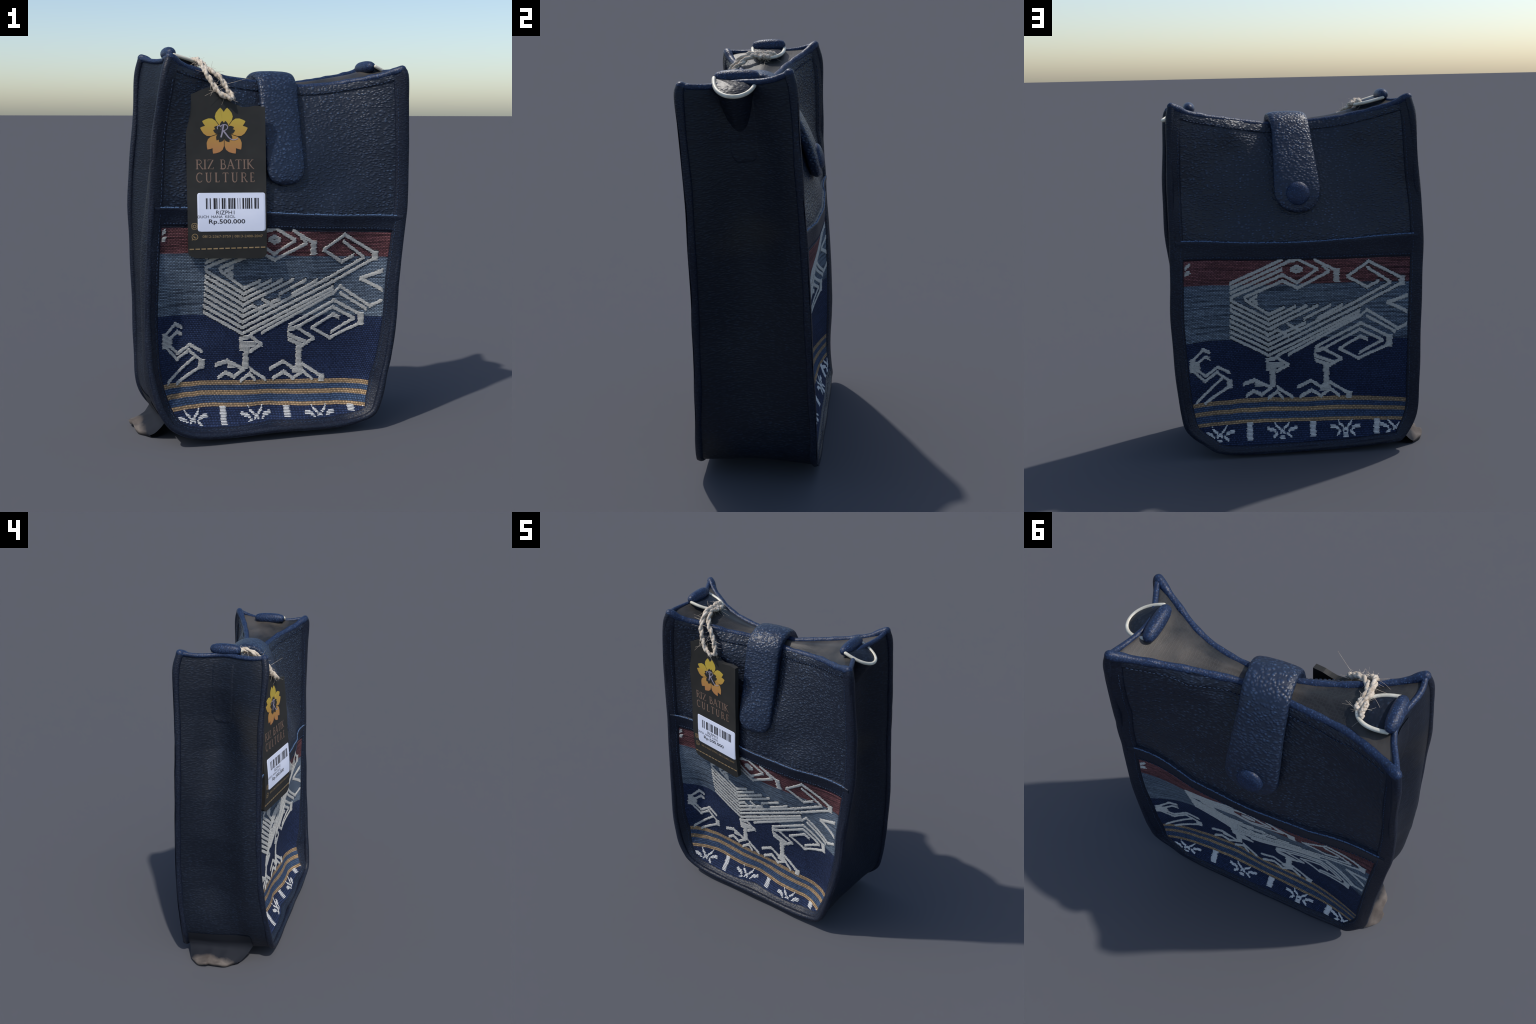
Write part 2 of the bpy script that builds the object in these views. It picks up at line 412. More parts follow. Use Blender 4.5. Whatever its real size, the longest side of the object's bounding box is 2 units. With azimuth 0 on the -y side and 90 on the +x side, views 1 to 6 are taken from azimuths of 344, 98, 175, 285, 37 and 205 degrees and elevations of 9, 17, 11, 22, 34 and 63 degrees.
for nm, S in SIDES.items():
    sh, sg, flip = S["sheet"], S["sign"], S["sign"] > 0
    # leather face
    L, Bt, R = chains(S["edge"], .006)
    top = smooth_path(S["top"], 80)[:, [0, 2]]
    L = np.vstack([L, top[:1]]); R = np.vstack([R, top[-1:]])
    G = lay(sh, sg, coons(L, R, Bt, top, 200, 140), 0)
    grid_obj(nm.replace("front", "face_panel").replace("back", "face_panel"), G, LEATHER, flip=flip)
    # border strip that binds face and gusset
    ins = np.array([.004, .012, .024, .038, .052, .062, .069, .072, .073])
    off = np.array([.003, .008, .011, .012, .011, .0095, .0075, .003, -.004])
    e = [lay(sh, sg, edge2d(S["edge"], d)[0], o) for d, o in zip(ins, off)]
    grid_obj("border_strip", np.stack(e, 0), BINDING_LEATHER, flip=flip)
    # rounded piping on the outer edge
    e0 = smooth_path(S["edge"], 260)
    p2, T2 = edge2d(S["edge"], .017)
    pip = np.stack([p2[:, 0], e0[:, 1] - sg * .014, p2[:, 1]], 1)
    rad = .018 + .0015 * np.sin(np.arange(260) * .35) + .002 * np.exp(-((np.arange(260) - 0) / 9.) ** 2) + .002 * np.exp(-((np.arange(260) - 259) / 9.) ** 2)
    S["corner"] = (pip[0].copy(), pip[-1].copy())
    tube("edge_piping", pip, rad, BINDING_LEATHER, 14)
    # rolled upper hem
    tp = smooth_path(S["top"], 120)
    hem = tp + np.array([0, -sg * .010, -.010])
    k0 = np.exp(-(np.arange(120) / 6.) ** 2)[:, None]            # hems run into the piping at the corners
    hem = hem + k0 * (pip[0] - hem[0]) + k0[::-1] * (pip[-1] - hem[-1])
    hem[:, 2] += .0016 * np.sin(np.arange(120) * .9) * np.sin(np.arange(120) * .23)
    tube("mouth_hem", hem, .0175 + .0012 * np.sin(np.arange(120) * .5) + .004 * np.exp(-(np.arange(120) / 9.) ** 2) + .004 * np.exp(-((119 - np.arange(120)) / 9.) ** 2), RIM_LEATHER, 12)
    strip = np.stack([tp[:, [0, 2]] + [0, -d] for d in (.006, .020, .040, .050, .054)], 0)
    P = np.stack([lay(sh, sg, strip[i], o) for i, o in enumerate((.004, .007, .006, .004, -.003))], 0)
    grid_obj("hem_facing", P[:, 3:-3], LEATHER, flip=not flip)
    stitch_row(tp[8:-8, [0, 2]] + [0, -.045], S, .017, .011, .0022, .007, stitch_sets["edge"])
    pe, _ = edge2d(S["edge"], .060)
    stitch_row(pe[6:-6], S,   .019, .012, .0020, .0105, stitch_sets["edge"])
    # woven cloth
    zc = lambda x, S=S: CLOTH_TOP + S["lift"] - S["slope"] * x
    L, Bt, R = chains(S["edge"], .066, zc)
    xs = np.linspace(L[-1, 0], R[-1, 0], 60)
    G2 = coons(L, R, Bt, np.stack([xs, zc(xs)], 1), 220, 260)
    offs = rim_profile(220, 260, .0045)
    cloth = grid_obj("woven_pocket", lay(sh, sg, G2, offs), S["cloth"], flip=flip)
    S["cloth_obj"] = cloth
    zz = np.linspace(.06, 1.2, 200)
    S["xl"] = lambda z, L=L, Bt=Bt: np.interp(z, L[:, 1], L[:, 0])
    S["xr"] = lambda z, R=R: np.interp(z, R[:, 1], R[:, 0])
    S["xzbot"] = lambda x, Bt=Bt: np.interp(x, Bt[:, 0], Bt[:, 1])
    # leather trim over the pocket mouth
    h = smooth_path(S["hem"], 160)
    xl, xr = np.interp(1.2, edge2d(S["edge"], .032)[0][:130, 1][::-1], edge2d(S["edge"], .032)[0][:130, 0][::-1]), \
             np.interp(1.2, edge2d(S["edge"], .032)[0][130:, 1], edge2d(S["edge"], .032)[0][130:, 0])
    xs = np.linspace(xl, xr, 160)
    ztop = np.interp(xs, h[:, 0], h[:, 1]); zbot = zc(xs) - .006
    rows = np.array([0, .03, .1, .3, .5, .7, .85, .94, .985, 1.0])
    offr = np.array([-.003, .006, .0085, .008, .009, .012, .015, .016, .010, -.004])
    P = np.stack([lay(sh, sg, np.stack([xs, zbot + (ztop - zbot) * r], 1), o) for r, o in zip(rows, offr)], 0)
    grid_obj("pocket_trim", P, BINDING_LEATHER, flip=flip)
    stitch_row(np.stack([xs, ztop - .004], 1)[4:-4], S, .0105, .0115, .0042, .012, stitch_sets["pocket"])
    stitch_row(np.stack([xs, zbot + .016], 1)[6:-6], S, .016, .010, .0022, .0095, stitch_sets["edge"])

v, f = join_data(stitch_sets["pocket"]); make_mesh("hem_stitching", v, f, BLUE_THREAD, kind="stuff")
v, f = join_data(stitch_sets["edge"]); make_mesh("edge_stitching", v, f, DARK_THREAD, kind="stuff")

# ------------------------------------------------------------------ gusset (sides and bottom)
NS, NT = 300, 48
FE, BE = smooth_path(FRONT_EDGE, NS), smooth_path(BACK_EDGE, NS)
sidx = np.linspace(0, 1, NS)
def gusset(s, t, proud=0.0):
    """Point on the gusset: s along the U (left top, bottom, right top), t from front to back."""
    s, t = np.broadcast_arrays(np.asarray(s, float), np.asarray(t, float))
    F = np.stack([np.interp(s, sidx, FE[:, k]) for k in range(3)], -1)
    B = np.stack([np.interp(s, sidx, BE[:, k]) for k in range(3)], -1)
    mid = (FE + BE) / 2
    T = np.gradient(mid[:, [0, 2]], axis=0); T /= np.linalg.norm(T, axis=1, keepdims=True)
    N = np.stack([-T[:, 1], T[:, 0]], 1)
    for _ in range(12):
        N[1:-1] = (N[:-2] + N[1:-1] + N[2:]) / 3
    Nx = np.interp(s, sidx, N[:, 0]); Nz = np.interp(s, sidx, N[:, 1])
    z = F[..., 2] * (1 - t) + B[..., 2] * t
    flange = smoothstep(.015, .20, t) * smoothstep(.985, .80, t)
    bow = np.sin(np.pi * np.clip(t, 0, 1))
    right = (F[..., 0] > 0)
    top = smoothstep(1.50, 1.95, z) ** 1.3
    # how far the soft side wall is dented in, by height
    dr = np.interp(z, [.03, .15, .3, .5, .8, 1.1, 1.4, 1.65, 1.85, 1.95], [.018, .004, .014, .044, .078, .102, .118, .110, .080, .064])
    dl = np.interp(z, [.03, .1, .2, .35, .5, .65, .85, 1.1, 1.4, 1.6, 1.75, 1.95], [-.012, -.014, -.006, .018, .050, .054, .028, .044, .102, .096, .070, .066])
    dent_r = bow ** 1.6
    dent_l = np.exp(-((t - .58) / .32) ** 2) * bow ** .6
    d = np.where(right, dr * dent_r, dl * dent_l)
    # the left wall rolls out full and soft just behind the front edge
    d = d - np.where(right, 0, .020) * np.exp(-((t - .18) / .14) ** 2) * smoothstep(.10, .35, z) * (1.3 - 1.1 * smoothstep(1.0, 1.6, z)) * smoothstep(0, .06, t)
    P = F * (1 - t[..., None]) + B * t[..., None]
    ins = .012
    P[..., 0] += Nx * (d + ins - proud); P[..., 2] += Nz * (d + ins - proud)
    P[..., 2] += top * (.022 * np.exp(-((t - .5) / .22) ** 2) - .012 * bow)
    wob = .004 * np.sin(s * 37 + t * 3) * np.sin(t * 9 + s * 11)
    P[..., 0] += wob * bow * Nx
    return P
ss, tt = np.meshgrid(sidx, np.linspace(.02, .98, NT), indexing="ij")
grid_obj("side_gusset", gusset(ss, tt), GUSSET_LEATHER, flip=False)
# rolled upper ends of the gusset
for s_end in (0.0, 1.0):
    pth = gusset(np.full(40, s_end), np.linspace(.02, .98, 40)) + [0, 0, -.004]
    k0 = np.exp(-(np.arange(40) / 4.) ** 2)[:, None]; ci = int(s_end)
    pth = pth + k0 * (SIDES["front"]["corner"][ci] - pth[0]) + k0[::-1] * (SIDES["back"]["corner"][ci] - pth[-1])
    tube("gusset_hem", pth, .013, RIM_LEATHER, 12)

# loop tabs stitched to the gusset below each ring
def tab_patch(right):
    zc = FE[:, 2]
    idx = np.arange(NS)[zc > 1.2]
    idx = idx[idx > NS // 2] if right else idx[idx < NS // 2]
    s_of_z = lambda z: np.interp(z, zc[idx] if right else zc[idx][::-1], sidx[idx] if right else sidx[idx][::-1])
    rows, cols = 40, 22
    b = np.linspace(0, 1, rows); a = np.linspace(-1, 1, cols)
    z = 1.545 + (1.89 - 1.545) * b ** 1.1
    half = .128 * np.sqrt(np.clip(1 - (1 - np.clip(b / .2, 0, 1)) ** 2, .0, 1))
    A, Bm = np.meshgrid(a, b)
    off = rim_profile(rows, cols, .0040, .003, 3, (1, 0, 1, 1))
    P = gusset(s_of_z(z)[:, None] * np.ones((1, cols)), .5 + A * half[:, None], off)
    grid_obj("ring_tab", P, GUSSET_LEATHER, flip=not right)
tab_patch(True); tab_patch(False)

# ------------------------------------------------------------------ lining closing the mouth
NU, NV = 90, 30
u = np.linspace(0, 1, NU); w = np.linspace(0, 1, NV)
FT, BT = smooth_path(FRONT_TOP, NU), smooth_path(BACK_TOP, NU)
GL, GR = gusset(np.zeros(NV), np.linspace(.02, .98, NV)), gusset(np.ones(NV), np.linspace(.02, .98, NV))
U, W = u[:, None, None], w[None, :, None]
P = ((1 - W) * FT[:, None] + W * BT[:, None] + (1 - U) * GL[None] + U * GR[None]
     - ((1 - U) * (1 - W) * FT[0] + (1 - U) * W * BT[0] + U * (1 - W) * FT[-1] + U * W * BT[-1]))
sag = (np.sin(np.pi * w) ** .6)[None] * (np.sin(np.pi * u) ** .22)[:, None]
P[..., 2] += -.010 + .034 * sag
grid_obj("lining", P, LINING, flip=False)

# ------------------------------------------------------------------ closing strap with snap
def strap():
    pts = [(.048, -.236, 1.316), (.048, -.228, 1.38), (.047, -.208, 1.46), (.045, -.175, 1.56), (.043, -.148, 1.66), (.041, -.122, 1.75), (.040, -.106, 1.80),
           (.038, -.080, 1.838), (.036, -.044, 1.860), (.030, .000, 1.866), (.024, .044, 1.860), (.018, .082, 1.838),
           (.012, .118, 1.79), (.009, .157, 1.72), (.004, .209, 1.62), (-.001, .250, 1.52), (-.005, .270, 1.44), (-.009, .277, 1.365)]
    c = smooth_path(pts, 180)
    n = len(c)
    d = np.r_[0, np.cumsum(np.linalg.norm(np.diff(c, axis=0), axis=1))]; Ltot = d[-1]
    half = .104 + .020 * smoothstep(.6, .95, d / Ltot)
    def rnd(x, r): return np.sqrt(np.clip(1 - (1 - np.clip(x / r, 0, 1)) ** 2, 0, 1))
    half = np.where(d < .085, half - .085 * (1 - rnd(d + 1e-4, .085)), half)
    e = Ltot - d
    half = np.where(e < .115, half * np.maximum(rnd(e + 1e-4, .115), .02), half)
    T = np.gradient(c, axis=0); T /= np.linalg.norm(T, axis=1, keepdims=True)
    X = np.array([1.0, 0, 0])
    a = np.linspace(0, 2 * np.pi, 36, endpoint=False)
    ca, sa = np.cos(a), np.sin(a)
    sx = np.sign(ca) * np.abs(ca) ** .35; sy = np.sign(sa) * np.abs(sa) ** .6
    th = .0165 * np.minimum(1, .25 + np.minimum(d, e) / .025)
    N = np.cross(X, T); N /= np.linalg.norm(N, axis=1, keepdims=True)
    if N[0, 1] > 0: N = -N
    crown = .006 * (1 - sx ** 2)
    deep = np.where(sa < 0, 1 + 1.3 * np.minimum(1, np.minimum(d, e)[:, None] / .05), 1.0)
    P = c[:, None] + half[:, None, None] * sx[None, :, None] * X + (th[:, None] * sy[None] * deep + crown[None] * (sa > 0))[..., None] * N[:, None]
    # follow the dished face across the width on the front run
    rear = smoothstep(0, .15, c[:, 1])[:, None]
    P[..., 1] += (.11 - .05 * rear) * (P[..., 0] - c[:, None, 0])
    V = P.reshape(-1, 3)
    F = grid_faces(n, 36, close_n=True) + [tuple(range(35, -1, -1)), tuple(range((n - 1) * 36, n * 36))]
    return make_mesh("closing_strap", V, F, STRAP_LEATHER), c
strap_ob, strap_c = strap()
bm = bmesh.new(); bm.from_mesh(strap_ob.data); bmesh.ops.recalc_face_normals(bm, faces=bm.faces); bm.to_mesh(strap_ob.data); bm.free()

def snap(center, normal, r):
    """Covered press-stud: flat disc with a rolled rim."""
    prof = [(0, .024), (.3, .0232), (.55, .0208), (.75, .0172), (.88, .0132), (.95, .0095), (1.0, .004), (1.02, -.006)]
    n = Vector(normal).normalized(); q = n.to_track_quat('Z', 'Y')
    V, F = [], []
    for k, (rr, h) in enumerate(prof):
        for j in range(40):
            a = j / 40 * 2 * math.pi
            V.append(Vector(center) + q @ Vector((max(rr, 1e-4) * r * math.cos(a), max(rr, 1e-4) * r * math.sin(a), h)))
    F = grid_faces(len(prof), 40, close_n=True, flip=True)
    make_mesh("snap_button", V, F, RIM_LEATHER, parent=strap_ob)
i = int(np.argmin(np.abs(strap_c[:, 2] - 1.465) + 10 * (strap_c[:, 1] < 0)))
t = strap_c[i + 2] - strap_c[i - 2]
snap(strap_c[i] + np.array([0, .021, 0]), (0, -t[2], t[1]), .062)

# ------------------------------------------------------------------ rings on leather loops
def ring_set(axis, ends, tip, drop, foot):
    """Roll of leather carrying a D-ring; `tip` is the far point of the ring's bow."""
    a, b = np.array(ends[0]), np.array(ends[1]); tip = np.array(tip)
    roll = np.linspace(np.array(axis[0]), np.array(axis[1]), 24)
    tube("ring_loop", roll, .026 + .007 * np.sin(np.linspace(0, np.pi, 24)) ** .5, RIM_LEATHER, 16)
    ph = np.linspace(0, np.pi, 48)
    m = (a + b) / 2
    bow = m + np.cos(ph)[:, None] ** 1 * (a - m) + np.sin(ph)[:, None] ** .8 * (tip - m)
    tube("metal_ring", bow, .0088, RING_METAL, 12)
    # leather pulled up under the ring by the closed shape of the loop
    foot = np.array(foot)
    rows = []
    for k in np.linspace(0, 1, 10):
        c = bow.mean(0) * (1 - k) + foot * k
        r = bow - bow.mean(0)
        rows.append(c + r * (.97 - .18 * k ** .7))
    rows = np.array(rows)
    fan = np.array([bow.mean(0) + (bow - bow.mean(0)) * s + np.array([0, 0, -drop * (1 - s ** 2)]) for s in (.02, .35, .65, .85, .96)])
    P = np.vstack([fan, rows[1:]])
    P = np.concatenate([P, P[:, :1]], 1)
    grid_obj("ring_web", P, GUSSET_LEATHER)
ring_set([(.556, -.075, 1.914), (.553, .070, 1.914)], [(.575, -.096, 1.915), (.550, .078, 1.912)], (.697, .005, 1.852), -.014, (.548, 0, 1.70))
ring_set([(-.503, -.070, 1.964), (-.506, .055, 1.966)], [(-.490, -.092, 1.955), (-.500, .075, 1.950)], (-.352, .005, 1.915), -.010, (-.44, 0, 1.80))

# ------------------------------------------------------------------ twine
def two_ply(path, r, turns):
    p = resample(smooth_path(path, 160), 220)
    T, Uf, Vf = frames(p)
    ph = np.linspace(0, turns * 2 * np.pi, len(p))
    out = []
    for o in (0, np.pi):
        q = p + r * .55 * (np.cos(ph + o)[:, None] * Uf + np.sin(ph + o)[:, None] * Vf)
        out.append(tube_data(q, r * .78 * (1 + .16 * np.sin(ph * 1.7 + o) + .10 * np.sin(ph * 5.3 + 2 * o)), 8))
    return out, p
STRANDS = [
    [(-.36, -.005, 1.930), (-.375, -.085, 1.932), (-.368, -.150, 1.900), (-.338, -.196, 1.845), (-.290, -.228, 1.772), (-.240, -.240, 1.730)],
    [(-.35, .010, 1.928), (-.352, -.085, 1.920), (-.318, -.145, 1.885), (-.275, -.180, 1.840), (-.245, -.200, 1.790), (-.225, -.225, 1.745)],
]
parts, guides = [], []
for st in STRANDS:
    d, p = two_ply([(x + rng.normal(0, .004), y, z + rng.normal(0, .004)) for x, y, z in st], .0110, 3.5); parts += d; guides.append(p)
# knot and half-hitches round the ring bow
for c, rr, tilt in [((-.365, -.012, 1.915), .022, .3), ((-.385, .015, 1.918), .020, 1.1), ((-.372, .0, 1.925), .017, 2.0)]:
    a = np.linspace(0, 1.85 * np.pi, 24)
    loop = [(c[0] + rr * math.cos(q) * math.cos(tilt), c[1] + rr * 1.3 * math.sin(q), c[2] + rr * math.cos(q) * math.sin(tilt)) for q in a]
    d, p = two_ply(loop, .009, 5); parts += d; guides.append(p)
v, f = join_data(parts)
twine = make_mesh("twine", v, f, TWINE)
hair = []
for g in guides:
    for _ in range(45 if g[:, 2].min() < 1.85 else 14):
        o = g[rng.integers(5, len(g) - 5)]
        d = rng.normal(0, 1, 3); d /= np.linalg.norm(d); d[1] = -abs(d[1]) * .4; d[2] = -abs(d[2]) * .6 + .2
        ln = rng.uniform(.014, .065); bend = rng.normal(0, 1.1, 3)
        tq = np.linspace(0, 1, 7)[:, None]
        hair.append(tube_data(o + d * ln * tq + bend * ln * .5 * tq ** 2 + [0, 0, -.25 * ln] * tq ** 2, np.linspace(.0008, .0004, 7), 4, cap=False))
v, f = join_data(hair); make_mesh("twine_fuzz", v, f, TWINE, parent=twine, kind="stuff")

# ------------------------------------------------------------------ embroidery
MOTIF = {   # bands of white float stitches, in centimetres on the cloth (across, up)
    'neck': [
        [(-36.9,96.5),(-8.7,109.8)],
        [(-36.9,93.8),(-4.6,108.9),(-0.8,109.8),(10.2,103.9),(-0.8,96.5),(-8.8,101.0),(-37.1,88.2)],
        [(-37.0,91.0),(-9.0,104.0)],
        [(-29.7,88.3),(-8.8,97.5),(-0.4,93.4),(16.4,102.3)],
        [(-26.7,86.5),(-22.5,88.9)],
        [(-25.2,85.3),(-22.5,85.6)],
        [(-23.7,83.2),(-22.5,84.4)],
        [(8.3,109.2),(20.6,102.7),(20.8,97.5)],
        [(12.9,105.8),(16.7,102.3)],
    ],
    'eye': [
        [(-4.2,104.0),(-1.2,105.5),(1.8,103.9),(-1.2,102.8),(-4.2,104.0)],
    ],
    'breast': [
        [(-29.3,87.0),(-16.3,78.0),(-7.6,81.9)],
        [(-36.9,86.7),(-16.3,75.0),(-1.5,82.3)],
        [(-36.9,83.8),(-16.3,72.0),(4.7,82.5)],
        [(-37.0,80.8),(-16.4,69.0),(10.9,82.6)],
        [(-37.1,77.5),(-16.4,65.8),(-11.6,68.2)],
        [(3.2,74.9),(17.8,82.4)],
        [(-6.1,72.0),(0.9,68.2)],
        [(-37.2,74.3),(-16.4,62.8),(-1.5,70.0),(4.0,72.3)],
        [(10.2,74.7),(24.4,82.4)],
        [(-11.6,68.6),(-5.4,65.1)],
        [(-37.3,71.2),(-16.5,59.7),(29.5,82.9),(51.0,95.0),(37.7,103.7)],
        [(-37.4,68.0),(-16.5,56.6),(33.4,81.6),(57.2,94.9),(57.2,97.3),(38.4,107.2),(26.4,99.1),(37.8,92.7),(44.4,95.9)],
        [(-37.5,64.8),(-16.5,53.4),(34.2,78.7)],
    ],
    'belly': [
        [(-5.4,53.9),(34.3,75.4),(38.1,79.1),(55.0,68.9),(61.1,72.1)],
        [(-12.0,53.0),(34.3,77.0)],
        [(9.5,57.6),(35.1,71.2),(50.6,63.7),(50.6,59.1),(34.0,50.3),(23.0,56.1),(34.9,63.3),(38.8,61.8)],
        [(14.3,56.6),(34.5,67.5),(47.2,61.5),(34.4,53.5)],
        [(38.1,75.4),(53.5,67.0)],
    ],
    'tail_fork': [
        [(61.3,88.1),(49.2,83.5),(61.1,78.3)],
    ],
    'thigh': [
        [(-18.0,50.4),(-11.7,51.7),(-5.4,47.4),(-12.2,43.6)],
        [(-18.0,47.7),(-7.8,47.3)],
        [(-17.9,45.1),(-11.8,45.3)],
        [(9.2,55.3),(14.3,56.4),(24.6,50.1),(16.7,46.0)],
        [(9.2,52.5),(20.7,48.0)],
        [(9.6,49.7),(18.3,46.4)],
    ],
    'shin': [
        [(-14.3,44.1),(-14.4,35.2)],
        [(15.9,46.9),(15.9,36.4)],
    ],
    'foot': [
        [(-31.0,36.7),(-24.5,38.4),(-15.1,33.9),(-20.7,30.1),(-25.4,32.1),(-29.5,29.8)],
        [(-11.9,33.8),(-3.2,28.4)],
        [(-17.2,27.8),(-12.0,31.3),(-8.9,28.0)],
        [(-24.5,35.7),(-19.8,35.8)],
        [(-0.5,34.1),(7.1,37.5),(12.7,34.0),(18.3,35.8),(29.0,29.4),(28.6,28.2)],
        [(1.0,28.9),(7.4,31.8),(12.6,28.7),(18.3,32.1),(23.4,28.3)],
        [(11.9,33.2),(18.3,33.0)],
    ],
    'curl': [
        [(-48.9,56.8),(-52.7,58.5),(-58.6,53.4),(-58.8,47.8),(-52.2,40.4),(-45.5,44.7),(-38.5,39.0),(-38.6,36.0),(-52.7,27.6)],
        [(-49.2,53.3),(-51.7,54.4),(-56.4,51.1),(-56.2,47.8),(-51.7,43.4),(-45.0,47.6),(-38.3,44.1)],
        [(-42.1,41.4),(-57.3,28.8)],
    ],
    'corner_mark': [
        [(-60.6,105.1),(-58.2,106.9)],
        [(-60.7,102.1),(-58.0,103.0)],
    ],
    'bar': [
        [(-28.1,14.0),(-28.5,7.2)],
        [(7.5,13.8),(7.1,7.9)],
        [(43.7,14.1),(43.2,8.2)],
    ],
    'star_center': [
        [(-45.2,10.3)],
        [(-10.1,10.8)],
        [(25.6,11.0)],
        [(53.7,11.5)],
    ],
}
STAR = [[(-10, .9), (-7, .6), (-4.5, -.2)], [(10, .9), (7, .6), (4.5, -.2)], [(-4.8, 4.0), (-4.0, 2.4), (-1.4, .9)], [(4.8, 4.0), (4.0, 2.4), (1.4, .9)],
        [(-6, -3.2), (-3.4, -1.6)], [(6, -3.2), (3.4, -1.6)], [(-1.6, -1.2), (0, -.3), (1.6, -1.2)], [(-1.8, -3.4), (1.8, -3.4)]]
PITCH, HALF = .66, 1.24

def band_intervals(poly, half):
    """Weft rows crossed by a band: (row height, left, right, tilt)."""
    out = []
    for (p0, q0), (p1, q1) in zip(poly[:-1], poly[1:]):
        if p1 < p0:
            p0, q0, p1, q1 = p1, q1, p0, q0
        lo, hi = min(q0, q1) - half, max(q0, q1) + half
        m = (q1 - q0) / (p1 - p0) if abs(p1 - p0) > 1e-6 else 1e6
        if abs(m) > 2.5:                      # upright bar
            for r in range(math.ceil(lo / PITCH), math.floor(hi / PITCH) + 1):
                q = r * PITCH
                c = p0 + (p1 - p0) * np.clip((q - q0) / (q1 - q0), 0, 1)
                out.append((q, c - 1.75, c + 1.75, 0.0))
            continue
        for r in range(math.ceil(lo / PITCH), math.floor(hi / PITCH) + 1):
            q = r * PITCH
            if abs(m) < .06:
                a, b = p0, p1
            else:
                e = sorted([p0 + (q - half - q0) / m, p0 + (q + half - q0) / m])
                a, b = max(e[0], p0 - .35), min(e[1], p1 + .35)
            if b - a > .5:
                out.append((q, a, b, m))
    return out

def embroider(S, kinds, name, mat, stars=False, half=HALF, lift=.0052, rh=.0030):
    rows = []
    polys = [s for k in kinds for s in MOTIF[k]]
    if stars:
        polys = [[(c[0][0] + x, c[0][1] + y) for x, y in s] for c in MOTIF["star_center"] for s in STAR]
        polys = [[((x - c0) * .82 + c0, y) for x, y in s] for s in polys for c0 in [min((c[0][0] for c in MOTIF["star_center"]), key=lambda q: abs(q - s[0][0]))]]
    for s in polys:
        rows += band_intervals(s, half)
    A, B = [], []
    for q, a, b, m in rows:
        a, b = a + rng.normal(0, .20), b + rng.normal(0, .20)
        tilt = np.clip(m, -.8, .8) * .24
        mid = (a + b) / 2
        pa, pb = a * S["pscale"] / 100, b * S["pscale"] / 100
        qa, qb = (q + (a - mid) * tilt) / 100 + S["lift"], (q + (b - mid) * tilt) / 100 + S["lift"]
        xa, xb = S["dirx"] * pa, S["dirx"] * pb
        za, zb = qa - S["slope"] * xa, qb - S["slope"] * xb
        zm = (za + zb) / 2
        lo, hi = float(S["xl"](zm)) + .010, float(S["xr"](zm)) - .010
        if zm < float(S["xzbot"]((xa + xb) / 2)) + .012:
            continue
        xa2, xb2 = np.clip(xa, lo, hi), np.clip(xb, lo, hi)
        if abs(xb2 - xa2) < .005:
            continue
        A.append((xa2, za)); B.append((xb2, zb))
    A = lay(S["sheet"], S["sign"], np.array(A), lift); B = lay(S["sheet"], S["sign"], np.array(B), lift)
    v, f = capsules(A, B, np.tile([0, S["sign"], 0], (len(A), 1)), .0031, rh)
    make_mesh(name, v, f, mat, parent=S["cloth_obj"], kind="stuff")
for S in SIDES.values():
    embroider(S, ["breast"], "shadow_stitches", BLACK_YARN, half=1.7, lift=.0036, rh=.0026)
    embroider(S, ["neck", "breast", "belly"], "bird_embroidery", WHITE_YARN, half=1.24)
    embroider(S, ["eye", "tail_fork", "thigh", "shin", "foot"], "bird_embroidery", WHITE_YARN, half=1.34)
    embroider(S, ["curl", "corner_mark"], "curl_embroidery", WHITE_YARN)
    embroider(S, ["bar"], "bar_embroidery", BRIGHT_YARN)
    embroider(S, [], "star_embroidery", BRIGHT_YARN, stars=True, half=1.0)

# ------------------------------------------------------------------ hang tag
A0 = np.array([-.449, -.198, .959]); AX = np.array([1, -.165, 0]) / math.hypot(1, .165); NX = np.array([-.165, -1, 0]) / math.hypot(1, .165)
def tag_pt(a, b, n=0.0):
    lean = -.022 * smoothstep(.45, .85, b) * min(a / .39, 1.0)            # the top tips back towards the face
    lean += .020 * math.exp(-((b - .16) / .2) ** 2)    # and the card bows out over the pocket mouth
    return A0 + AX * (a - .010 * b) + np.array([0, 0, 1.0]) * b + NX * (n + lean)

def flat_shape(name, poly, n0, thick, mat, parent, bevel=0.0):
    """Extruded flat outline on the tag (poly in tag metres)."""
    bm = bmesh.new()
    vs = [bm.verts.new(tag_pt(a, b, n0 + thick)) for a, b in poly]
    fc = bm.faces.new(vs)
    ret = bmesh.ops.extrude_face_region(bm, geom=[fc])
    for g in ret["geom"]:
        if isinstance(g, bmesh.types.BMVert):
            g.co -= Vector(NX) * thick
    bmesh.ops.recalc_face_normals(bm, faces=bm.faces)
    bmesh.ops.triangulate(bm, faces=[x for x in bm.faces if len(x.verts) > 4])
    me = bpy.data.meshes.new(name); bm.to_mesh(me); bm.free(); me.materials.append(mat)
    return link(name, me, parent)

def rounded_rect(a0, b0, a1, b1, r, k=6):
    out = []
    for cx, cy, s in [(a1 - r, b1 - r, 0), (a0 + r, b1 - r, 90), (a0 + r, b0 + r, 180), (a1 - r, b0 + r, 270)]:
        for j in range(k + 1):
            an = math.radians(s + 90 * j / k); out.append((cx + r * math.cos(an), cy + r * math.sin(an)))
    return out

